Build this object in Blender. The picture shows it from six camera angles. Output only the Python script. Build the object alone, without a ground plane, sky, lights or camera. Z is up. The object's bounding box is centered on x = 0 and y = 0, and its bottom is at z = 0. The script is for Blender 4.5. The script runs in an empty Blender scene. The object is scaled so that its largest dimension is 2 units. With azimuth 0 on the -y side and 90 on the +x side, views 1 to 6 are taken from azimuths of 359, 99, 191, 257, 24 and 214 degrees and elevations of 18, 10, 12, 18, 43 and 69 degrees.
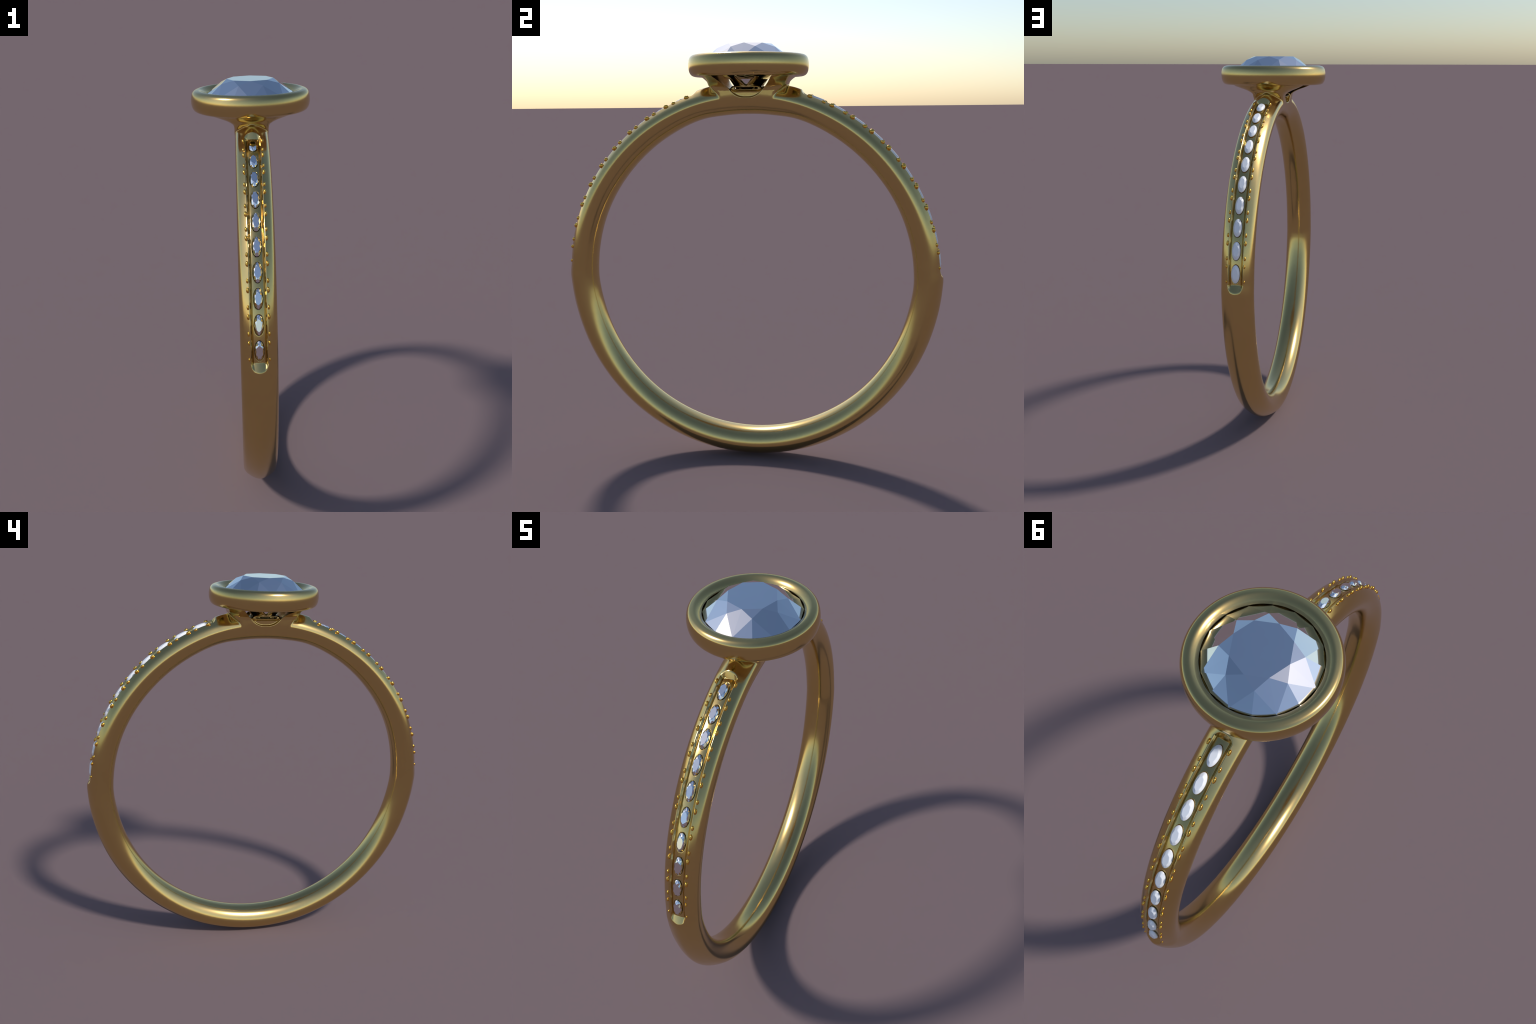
"""A gold ring standing upright: a crowned band with a stone-set channel on each
shoulder, an open basket, a rounded bezel and one round faceted gem."""
import bpy, bmesh, math
import numpy as np

PI = math.pi
ZC = 0.9                       # centre of the finger hole
CROWN = 0.044                  # fall of the outer crown from ridge to flank
HALF_W = 0.0797                # half width of the band along the finger

# ----------------------------------------------------------------------------
# small helpers
# ----------------------------------------------------------------------------
def smax(a, b, k):
    h = np.clip(0.5 + 0.5 * (a - b) / k, 0, 1)
    return b + (a - b) * h + k * h * (1 - h)

def smin(a, b, k):
    return -smax(-a, -b, k)

def pchip(xk, yk):
    """Smooth shape-preserving curve through a few control points."""
    xk, yk = np.asarray(xk, float), np.asarray(yk, float)
    h, d = np.diff(xk), np.diff(yk) / np.diff(xk)
    m = np.zeros_like(xk)
    for i in range(1, len(xk) - 1):
        if d[i - 1] * d[i] > 0:
            w1, w2 = 2 * h[i] + h[i - 1], h[i] + 2 * h[i - 1]
            m[i] = (w1 + w2) / (w1 / d[i - 1] + w2 / d[i])
    m[0], m[-1] = d[0], d[-1]

    def f(x):
        x = np.clip(x, xk[0], xk[-1])
        i = np.clip(np.searchsorted(xk, x) - 1, 0, len(xk) - 2)
        t = (x - xk[i]) / h[i]
        return ((1 + 2 * t) * (1 - t) ** 2 * yk[i] + t * (1 - t) ** 2 * h[i] * m[i]
                + t * t * (3 - 2 * t) * yk[i + 1] + t * t * (t - 1) * h[i] * m[i + 1])
    return f

# band outline, by angle from the top (degrees)
outer_r = pchip([0, 14, 30, 60, 86, 90.2, 92.0, 98, 105, 118, 135, 155, 180],
                [0.9250, 0.9215, 0.9175, 0.9130, 0.9138, 0.9172, 0.9158, 0.9120, 0.9085, 0.9055, 0.9020, 0.9000, 0.9000])
# extra ridge along the middle of the crown, on the plain shoulder beside the basket
ridge = pchip([0, 13.2, 15.4, 17.2, 180], [0.0042, 0.0058, 0.0046, 0.0, 0.0])
inner_r = pchip([0, 8, 17, 30, 50, 70, 86, 90.5, 93, 98, 104, 120, 140, 160, 180],
                [0.7795, 0.7815, 0.788, 0.7825, 0.7778, 0.7790, 0.7788, 0.7793, 0.7782, 0.7742, 0.7705,
                 0.7668, 0.7660, 0.7640, 0.7635])

# basket, by height
cup_x = pchip([1.70, 1.787, 1.800, 1.807, 1.820, 1.837, 1.848, 1.856, 1.868, 1.88],
              [0.0797, 0.0799, 0.0850, 0.0930, 0.1190, 0.1750, 0.2120, 0.2320, 0.2480, 0.255])
cup_y = pchip([1.70, 1.745, 1.760, 1.775, 1.790, 1.800, 1.812, 1.827, 1.842, 1.855, 1.866, 1.88],
              [0.134, 0.1360, 0.1375, 0.1410, 0.1570, 0.1700, 0.1850, 0.1895, 0.2040, 0.2260, 0.2420, 0.250])
cup_n = pchip([1.70, 1.773, 1.790, 1.800, 1.812, 1.827, 1.842, 1.86, 1.88], [8.0, 8.0, 6.5, 5.2, 4.2, 3.4, 2.8, 2.2, 2.0])

# stones and beads along the channel (degrees from the top, one side)
STONES = [21.0 + 6.93 * k for k in range(10)]
BEAD_BIG = [18.8 + 6.92 * k for k in range(10)]
BEAD_SMALL = [23.15 + 6.94 * k for k in range(10)]
CH_TOP, CH_END = 17.0, 86.8       # straight part of the channel floor
FLOOR_DROP = 0.0205               # floor below the crest
CH_HALF = 0.0255                  # half width of the floor

def band_f(x, R, deg, width=HALF_W, stem=None):
    """Section of the band: rounded inside, upright flanks, low gabled crown outside.
    Where a stem rises out of the band (stem < 0) the crown gives way to it."""
    ro, ri = outer_r(deg), inner_r(deg)
    rc = ro - 0.048
    b = rc - ri
    q = np.minimum((R - rc) / b, 0)
    u = np.abs(x) / width + 1e-9
    body = ((u ** 2.35 + (-q + 1e-9) ** 2.35) ** (1 / 2.35) - 1) * width
    v = np.sqrt(u * u + 0.0016)
    crest = ro + ridge(deg) * np.clip(1 - (u / 0.85) ** 2, 0, 1) ** 2
    roof = (R - crest + CROWN * v ** 1.7) / np.sqrt(1 + (1.7 * CROWN / HALF_W) ** 2 * np.minimum(v, 1.3) ** 1.4)
    if stem is not None:
        roof = smin(roof, stem, 0.009)
    return smax(body, roof, 0.020)

def channel_f(x, R, deg):
    """Negative inside the milled slot that carries the small stones."""
    arc = math.radians(1) * 0.9
    e = np.maximum(np.maximum(CH_TOP - deg, deg - CH_END), 0) * arc
    top = deg < 50
    t = np.maximum(np.abs(x) - CH_HALF + np.where(top, 0.60, 0.30) * np.minimum(e, 0.025), 0)
    k_end = np.where(top, 1.30, 0.60)
    p = np.where(top, 2.0, 2.3)
    h = ((1.25 * t) ** p + (k_end * e) ** p + 1e-12) ** (1 / p)
    floor = outer_r(np.maximum(deg, 23)) - FLOOR_DROP - 0.003 * np.minimum(np.abs(x) / CH_HALF, 1.2) ** 2
    # a fine gutter where the floor meets the rail on each side
    floor = floor - 0.0038 * np.exp(-((np.abs(x) - 0.0265) / 0.0016) ** 2) * np.clip(1 - e / 0.006, 0, 1)
    return (floor + h - R) / 1.45

def seats_f(x, R, deg):
    """Oval pockets in the channel floor, one under each stone."""
    arc = math.radians(1) * 0.9
    k = np.clip(np.round((deg - STONES[0]) / 6.93), 0, 9)
    s = (deg - (STONES[0] + 6.93 * k)) * arc
    rr = np.sqrt((x / 0.0206) ** 2 + (s / 0.0438) ** 2)
    side = (rr - 1) * 0.0215
    depth = (outer_r(deg) - FLOOR_DROP - 0.0075) - R
    return np.maximum(side, depth)

def ring_f(x, y, z):
    R = np.hypot(y, z - ZC)
    deg = np.degrees(np.arctan2(np.abs(y), z - ZC))
    f = band_f(x, R, deg)
    # slot and pockets
    f = smax(f, -channel_f(x, R, deg), 0.003)
    f = smax(f, -seats_f(x, R, deg), 0.0015)
    # basket
    head = (z > 1.6) & (np.abs(y) < 0.36)
    if head.any():
        xh, yh, zh = x[head], y[head], z[head]
        Rh, dh = R[head], deg[head]
        n = cup_n(zh)
        ax, ay = cup_x(zh), cup_y(zh)
        low = band_f(xh, Rh, dh, ax, np.abs(yh) - ay)          # flush flanks
        g = (((np.abs(xh) / ax + 1e-9) ** n + (np.abs(yh) / ay + 1e-9) ** n) ** (1 / n) - 1)
        g = smin(g * np.minimum(ax, ay) * 0.85, band_f(xh, Rh, dh), 0.008)
        t = np.clip((zh - 1.785) / 0.027, 0, 1)
        t = t * t * (3 - 2 * t)
        g = (1 - t) * low + t * g
        g = smax(g, zh - 1.885, 0.004)
        cut = smax(-channel_f(xh, Rh, dh), -seats_f(xh, Rh, dh), 0.0015)
        fh = smax(g, cut, 0.003)
        # side window, cut along the finger; a low dark-centred bar closes its middle
        w = (np.abs(yh) - (0.047 + (zh - 1.763) * 1.02)) / 1.42
        w = smax(w, 1.7575 - zh, 0.022)
        r = np.hypot(xh, yh)
        zb = np.maximum(zh - 1.803, -0.01)
        bowl = (np.hypot(xh / (0.070 + zb), yh / (0.056 + 0.78 * zb)) - 1) * 0.045
        bowl = smax(bowl, 1.795 - zh, 0.006)
        notch = smax((np.abs(yh) - 1.05 * (zh - 1.806)) / 1.45, 0.040 - np.abs(xh), 0.003)
        bowl = smax(bowl, -notch, 0.002)
        # cross bar on each side: a fat rod, grooved for a long dark streak, on a low wall
        out = np.maximum(np.abs(yh) - 0.060, 0)
        rod = np.sqrt((np.abs(xh) - 0.0655) ** 2 + ((zh - 1.7970) * 1.15) ** 2 + out ** 2) - 0.0135
        slot = np.sqrt((zh - 1.7975) ** 2 + (np.maximum(np.abs(yh) - 0.046, 0) * 0.5) ** 2) - 0.0048
        slot = np.maximum(slot, 0.050 - np.abs(xh))
        wall = smax(np.abs(xh) - 0.0655, zh - 1.797, 0.006)
        bar = smin(smin(bowl, wall, 0.004), rod, 0.008)
        bar = smax(bar, -slot, 0.005)
        w = smax(w, -bar, 0.005)
        fh = smax(fh, -w, 0.004)
        f[head] = fh
    return f

# ----------------------------------------------------------------------------
# surface extraction: naive surface nets on a warped cylindrical grid, then
# every vertex is moved onto the exact surface and given its exact normal
# ----------------------------------------------------------------------------
def graded(spans):
    out = []
    for a, b, step in spans:
        n = max(1, int(round((b - a) / step)))
        out.extend(a + (b - a) * i / n for i in range(n))
    out.append(spans[-1][1])
    return np.array(out)

def build_ring_surface():
    d = math.degrees
    half = graded([(0, 31, d(0.0028)), (31, 90, d(0.0044)), (90, 180, d(0.0065))])
    th = np.radians(np.concatenate([-half[:0:-1], half[:-1]]))       # periodic
    nt = len(th)
    rr = graded([(0.742, 0.84, 0.0030), (0.84, 1.018, 0.0026)])
    xh = graded([(0.00123, 0.018, 0.003), (0.018, 0.038, 0.0013), (0.038, 0.092, 0.0026), (0.092, 0.27, 0.0055)])
    xx = np.concatenate([-xh[::-1], xh])
    nr, nx = len(rr), len(xx)
    F = np.full((nt, nr, nx), 1.0, np.float32)
    core = np.abs(xx) < 0.094
    for i in range(0, nt, 24):
        t = th[i:i + 24]
        sel = np.arange(nx) if np.abs(t).min() < math.radians(22) else np.where(core)[0]
        T, Rg, X = np.meshgrid(t, rr, xx[sel], indexing="ij")
        F[i:i + 24, :, sel] = ring_f(X, Rg * np.sin(T), ZC + Rg * np.cos(T))
    S = F < 0
    # cell (i,j,k) spans corners i..i+1 (periodic), j..j+1, k..k+1
    nxt = lambda A: np.roll(A, -1, axis=0)
    C = [S[:, :-1, :-1], S[:, 1:, :-1], S[:, :-1, 1:], S[:, 1:, 1:]]
    C += [nxt(c) for c in C]
    cnt = sum(c.astype(np.int8) for c in C)
    act = (cnt > 0) & (cnt < 8)
    idx = np.full(act.shape, -1, np.int64)
    ci, cj, ck = np.where(act)
    idx[ci, cj, ck] = np.arange(len(ci))
    step = np.diff(np.append(th, th[0] + 2 * PI))
    pos, num = np.zeros((len(ci), 3)), np.zeros(len(ci))
    corners = [(a, b, c) for a in (0, 1) for b in (0, 1) for c in (0, 1)]
    val = {q: F[(ci + q[0]) % nt, cj + q[1], ck + q[2]].astype(float) for q in corners}
    for ax in range(3):
        for q in corners:
            if q[ax]:
                continue
            p = list(q); p[ax] = 1; p = tuple(p)
            m = (val[q] < 0) != (val[p] < 0)
            t = np.where(m, val[q] / (val[q] - val[p] + 1e-20), 0)
            loc = np.tile(np.array(q, float), (len(ci), 1)); loc[:, ax] = t
            pos += loc * m[:, None]; num += m
    pos /= num[:, None]
    T = th[ci] + step[ci] * pos[:, 0]
    Rv = rr[cj] + (rr[cj + 1] - rr[cj]) * pos[:, 1]
    Xv = xx[ck] + (xx[ck + 1] - xx[ck]) * pos[:, 2]
    P = np.stack([Xv, Rv * np.sin(T), ZC + Rv * np.cos(T)], 1)
    quads = []
    def add(e, a, b, c, dd, flip):
        q = np.stack([a, b, c, dd], 1)
        q[flip] = q[flip][:, ::-1]
        quads.append(q[(q >= 0).all(1)])
    # edges along theta
    i, j, k = np.where(S != nxt(S)); m = (j > 0) & (j < nr - 1) & (k > 0) & (k < nx - 1)
    i, j, k = i[m], j[m], k[m]
    add(0, idx[i, j - 1, k - 1], idx[i, j, k - 1], idx[i, j, k], idx[i, j - 1, k], S[i, j, k])
    # edges along r
    i, j, k = np.where(S[:, :-1] != S[:, 1:]); m = (k > 0) & (k < nx - 1); i, j, k = i[m], j[m], k[m]
    add(1, idx[i - 1, j, k - 1], idx[i - 1, j, k], idx[i, j, k], idx[i, j, k - 1], S[i, j, k])
    # edges along x
    i, j, k = np.where(S[:, :, :-1] != S[:, :, 1:]); m = (j > 0) & (j < nr - 1); i, j, k = i[m], j[m], k[m]
    add(2, idx[i - 1, j - 1, k], idx[i, j - 1, k], idx[i, j, k], idx[i - 1, j, k], S[i, j, k])
    Q = np.concatenate(quads)

    def grad(P):
        e = 2e-4
        G = np.empty_like(P)
        for a in range(3):
            A, B = P.copy(), P.copy(); A[:, a] += e; B[:, a] -= e
            G[:, a] = (ring_f(*A.T.copy()) - ring_f(*B.T.copy())) / (2 * e)
        return G
    for _ in range(4):
        f, G = ring_f(*P.T.copy()), grad(P)
        mv = f[:, None] * G / ((G * G).sum(1, keepdims=True) + 1e-6)
        ln = np.linalg.norm(mv, axis=1, keepdims=True)
        P = P - mv * np.minimum(1, 0.0012 / (ln + 1e-12))
    # normals: gradient averaged over a small neighbourhood so that edges read as eased
    N = grad(P)
    N /= np.linalg.norm(N, axis=1, keepdims=True) + 1e-12
    # make winding agree with the gradient
    a, b, c = P[Q[:, 0]], P[Q[:, 1]], P[Q[:, 2]]
    fn = np.cross(b - a, c - a)
    bad = (fn * N[Q].mean(1)).sum(1) < 0
    if bad.mean() > 0.5:
        Q = Q[:, ::-1]
    return P, N, Q

# ----------------------------------------------------------------------------
# materials
# ----------------------------------------------------------------------------
def material(name, base, rough, metal, spec=0.5, grain=0.0, scale=60.0):
    m = bpy.data.materials.new(name)
    m.use_nodes = True
    nt = m.node_tree
    b = nt.nodes["Principled BSDF"]
    b.inputs["Metallic"].default_value = metal
    b.inputs["Specular IOR Level"].default_value = spec
    co = nt.nodes.new("ShaderNodeTexCoord")
    nz = nt.nodes.new("ShaderNodeTexNoise")
    nz.inputs["Scale"].default_value = scale
    nz.inputs["Detail"].default_value = 3
    nt.links.new(co.outputs["Object"], nz.inputs["Vector"])
    ramp = nt.nodes.new("ShaderNodeValToRGB")
    lo, hi = [c * (1 - grain) for c in base], [min(1, c * (1 + grain)) for c in base]
    ramp.color_ramp.elements[0].position, ramp.color_ramp.elements[1].position = 0.35, 0.65
    ramp.color_ramp.elements[0].color = (*lo, 1)
    ramp.color_ramp.elements[1].color = (*hi, 1)
    nt.links.new(nz.outputs["Fac"], ramp.inputs["Fac"])
    nt.links.new(ramp.outputs["Color"], b.inputs["Base Color"])
    b.inputs["Roughness"].default_value = rough
    return m

GOLD = material("polished_gold", (0.66, 0.485, 0.19), 0.18, 1.0, grain=0.012, scale=9)
BEAD_GOLD = material("rich_gold", (0.84, 0.475, 0.085), 0.14, 1.0, grain=0.01, scale=40)
GEM = material("mirror_gem", (0.83, 0.83, 0.84), 0.015, 1.0, grain=0.006, scale=14)
def soften_edges(m, radius):
    nt = m.node_tree
    bv = nt.nodes.new("ShaderNodeBevel")
    bv.samples = 8
    bv.inputs["Radius"].default_value = radius
    nt.links.new(bv.outputs["Normal"], nt.nodes["Principled BSDF"].inputs["Normal"])

MILK = material("milky_stone", (0.96, 0.965, 0.98), 0.28, 0.0, grain=0.01, scale=30)  # base lightened almost to white to match the stones' sunlit faces

soften_edges(MILK, 0.0035)

# ----------------------------------------------------------------------------
# objects
# ----------------------------------------------------------------------------
root = bpy.data.objects.new("gemstone_ring", None)
bpy.context.scene.collection.objects.link(root)
root["label"] = "gold ring with round blue gem in bezel and pave-set band"
root["category"] = "ring"

def add_object(name, mesh, mats, parent=root):
    o = bpy.data.objects.new(name, mesh)
    bpy.context.scene.collection.objects.link(o)
    o.parent = parent
    if not mesh.materials:
        for m in mats:
            mesh.materials.append(m)
    return o

def mesh_from(name, verts, faces, normals=None, smooth=True):
    me = bpy.data.meshes.new(name)
    me.from_pydata([tuple(v) for v in verts], [], [tuple(f) for f in faces])
    me.polygons.foreach_set("use_smooth", [smooth] * len(me.polygons))
    me.update()
    if normals is not None:
        me.normals_split_custom_set_from_vertices([tuple(n) for n in normals])
    return me

# band and basket: one surface, divided where the basket rises from the band
P, N, Q = build_ring_surface()
qc = P[Q].mean(1)
is_cup = (qc[:, 2] > 1.765) & (np.abs(qc[:, 1]) < 0.196) & (np.hypot(qc[:, 1], qc[:, 2] - ZC) > 0.865)
for name, mask in (("band", ~is_cup), ("basket", is_cup)):
    q = Q[mask]
    used, inv = np.unique(q, return_inverse=True)
    me = mesh_from(name, P[used], inv.reshape(q.shape), N[used])
    add_object(name, me, [GOLD])

# ---- bezel: a rounded ring, turned about the vertical axis -------------------
def bezel_profile():
    pts = [(0.2128, 1.9120), (0.2134, 1.9265), (0.2165, 1.9335), (0.2240, 1.9420), (0.2340, 1.9490),
           (0.2440, 1.9525), (0.2545, 1.9515), (0.2660, 1.9475), (0.2750, 1.9380), (0.2795, 1.9240),
           (0.2815, 1.9060), (0.2805, 1.8880), (0.2765, 1.8720), (0.2690, 1.8600), (0.2580, 1.8535),
           (0.2450, 1.8515), (0.2300, 1.8530), (0.2120, 1.8580), (0.1960, 1.8660), (0.1930, 1.8800),
           (0.1930, 1.9050), (0.1970, 1.9050), (0.2080, 1.9070)]
    p = np.array(pts)
    # closed Catmull-Rom through the control points
    out, n, sub = [], len(p), 7
    for i in range(n):
        a, b, c, d = p[i - 1], p[i], p[(i + 1) % n], p[(i + 2) % n]
        for s in range(sub):
            t = s / sub
            out.append(0.5 * ((2 * b) + (c - a) * t + (2 * a - 5 * b + 4 * c - d) * t * t + (3 * b - a - 3 * c + d) * t ** 3))
    return np.array(out)

prof = bezel_profile()
NB, M = 288, len(prof)
ang = np.arange(NB) * 2 * PI / NB
V = np.stack([np.outer(np.cos(ang), prof[:, 0]), np.outer(np.sin(ang), prof[:, 0]), np.tile(prof[:, 1], (NB, 1))], 2).reshape(-1, 3)
Fq = [(i * M + j, ((i + 1) % NB) * M + j, ((i + 1) % NB) * M + (j + 1) % M, i * M + (j + 1) % M) for i in range(NB) for j in range(M)]
me = mesh_from("bezel", V, Fq)
bm = bmesh.new(); bm.from_mesh(me); bmesh.ops.recalc_face_normals(bm, faces=bm.faces); bm.to_mesh(me); bm.free()
add_object("bezel", me, [GOLD])

# ---- brilliant cut -----------------------------------------------------------
def brilliant(name, r, table, h_mid, r_mid, h_crown, girdle, pav, belly=(0.66, 0.40, 0.36, 0.80), smooth=False):
    """Round brilliant, girdle top at z = 0, table at z = h_crown, unit-free."""
    vs, fs = [], []
    def ringv(n, rad, z, off):
        s = len(vs)
        for i in range(n):
            a = (i + off) * 2 * PI / n
            vs.append((rad * math.cos(a), rad * math.sin(a), z))
        return s
    t = ringv(8, table, h_crown, 0)
    m = ringv(8, r_mid, h_mid, 0.5)
    g = ringv(16, r, 0.0, 0)
    gl = ringv(16, r, -girdle, 0)
    mp = ringv(16, r * belly[0], -girdle - pav * belly[1], 0)
    lp = ringv(8, r * belly[2], -girdle - pav * belly[3], 0.5)
    c = len(vs); vs.append((0, 0, -girdle - pav))
    fs.append([t + i for i in range(8)])
    for i in range(8):
        j = (i + 1) % 8
        fs.append([t + i, m + i, t + j])                                  # star
        fs.append([t + j, m + i, g + (2 * i + 2) % 16, m + j])            # kite
        fs.append([m + i, g + 2 * i, g + 2 * i + 1])                      # upper girdle
        fs.append([m + i, g + 2 * i + 1, g + (2 * i + 2) % 16])
        fs.append([mp + 2 * i, lp + i, mp + 2 * i + 1])                   # lower girdle
        fs.append([mp + 2 * i + 1, lp + i, mp + (2 * i + 2) % 16])
        fs.append([mp + (2 * i + 2) % 16, lp + i, c, lp + j])             # pavilion main
    for i in range(16):
        fs.append([g + i, gl + i, gl + (i + 1) % 16, g + (i + 1) % 16])
        fs.append([gl + i, mp + i, mp + (i + 1) % 16, gl + (i + 1) % 16])
    me = mesh_from(name, vs, fs, smooth=smooth)
    bm = bmesh.new(); bm.from_mesh(me); bmesh.ops.recalc_face_normals(bm, faces=bm.faces); bm.to_mesh(me); bm.free()
    return me

gem = add_object("center_gem", brilliant("center_gem", 0.2115, 0.110, 0.0545, 0.146, 0.0725, 0.022, 0.185, belly=(0.43, 0.36, 0.34, 0.51)), [GEM])
gem.location = (0, 0, 1.9275)

# ---- small stones --------------------------------------------------------------
def place(o, side, deg, x, R, tilt=0.0):
    """Put local z along the outward radius and local y along the band."""
    a = math.radians(deg)
    o.location = (x, side * R * math.sin(a), ZC + R * math.cos(a))
    o.rotation_euler = (-side * a + tilt, 0, 0)

def oval_cut(name):
    """Simple soft-looking cut: table, eight broad crown facets, round girdle."""
    vs, fs = [], []
    for n, rad, z in ((8, 0.64, 1.0), (32, 0.97, 0.22), (32, 1.0, -0.1), (32, 0.6, -1.0)):
        vs.append([(rad * math.cos(i * 2 * PI / n), rad * math.sin(i * 2 * PI / n), z) for i in range(n)])
    off = [0, 8, 40, 72]
    fs.append(list(range(8)))
    for i in range(8):
        for q in range(4):
            a = 4 * i + q
            tip = i if q < 2 else (i + 1) % 8
            fs.append([tip, 8 + a, 8 + (a + 1) % 32])
        fs.append([i, 8 + 4 * i + 2, (i + 1) % 8])
    for r0, r1 in ((8, 40), (40, 72)):
        for a in range(32):
            fs.append([r0 + a, r1 + a, r1 + (a + 1) % 32, r0 + (a + 1) % 32])
    fs.append(list(range(72, 104)))
    me = mesh_from(name, sum(vs, []), fs, smooth=False)
    bm = bmesh.new(); bm.from_mesh(me); bmesh.ops.recalc_face_normals(bm, faces=bm.faces); bm.to_mesh(me); bm.free()
    return me

stone_facet = brilliant("accent_stone", 1, 0.62, 0.78, 0.80, 1.0, 0.25, 0.9)
stone_soft = oval_cut("accent_stone_soft")
for side, me, mat in ((-1, stone_facet, GEM), (1, stone_soft, MILK)):
    me.materials.append(mat)
    for k, deg in enumerate(STONES):
        o = add_object("accent_stone", me, [mat])
        place(o, side, deg, 0, float(outer_r(deg)) - FLOOR_DROP + (0.0025 if side < 0 else 0.0035))
        o.scale = (0.0199, 0.0430, 0.0108) if side < 0 else (0.0208, 0.0435, 0.0112)

# ---- beads -----------------------------------------------------------------------
bm = bmesh.new(); bmesh.ops.create_uvsphere(bm, u_segments=24, v_segments=16, radius=1.0)
bead_mesh = bpy.data.meshes.new("bead"); bm.to_mesh(bead_mesh); bm.free()
bead_mesh.polygons.foreach_set("use_smooth", [True] * len(bead_mesh.polygons))
bead_mesh.materials.append(BEAD_GOLD)
for side in (-1, 1):
    for angles, size, top, fall in ((BEAD_BIG, (0.0064, 0.0122, 0.0092), 0.9066, 0.0085), (BEAD_SMALL, (0.0055, 0.0103, 0.0084), 0.9037, 0.0078)):
        for k, deg in enumerate(angles):
            for x in (-0.0425, 0.0425):
                o = add_object("bead", bead_mesh, [BEAD_GOLD])
                shrink = 0.72 if (size[0] < 0.0065 and k == 9) else 1.0
                place(o, side, deg, x, top - fall * (deg - angles[0]) / 62.0 + (0.0025 if shrink < 1 else 0))
                o.scale = tuple(s * shrink for s in size)
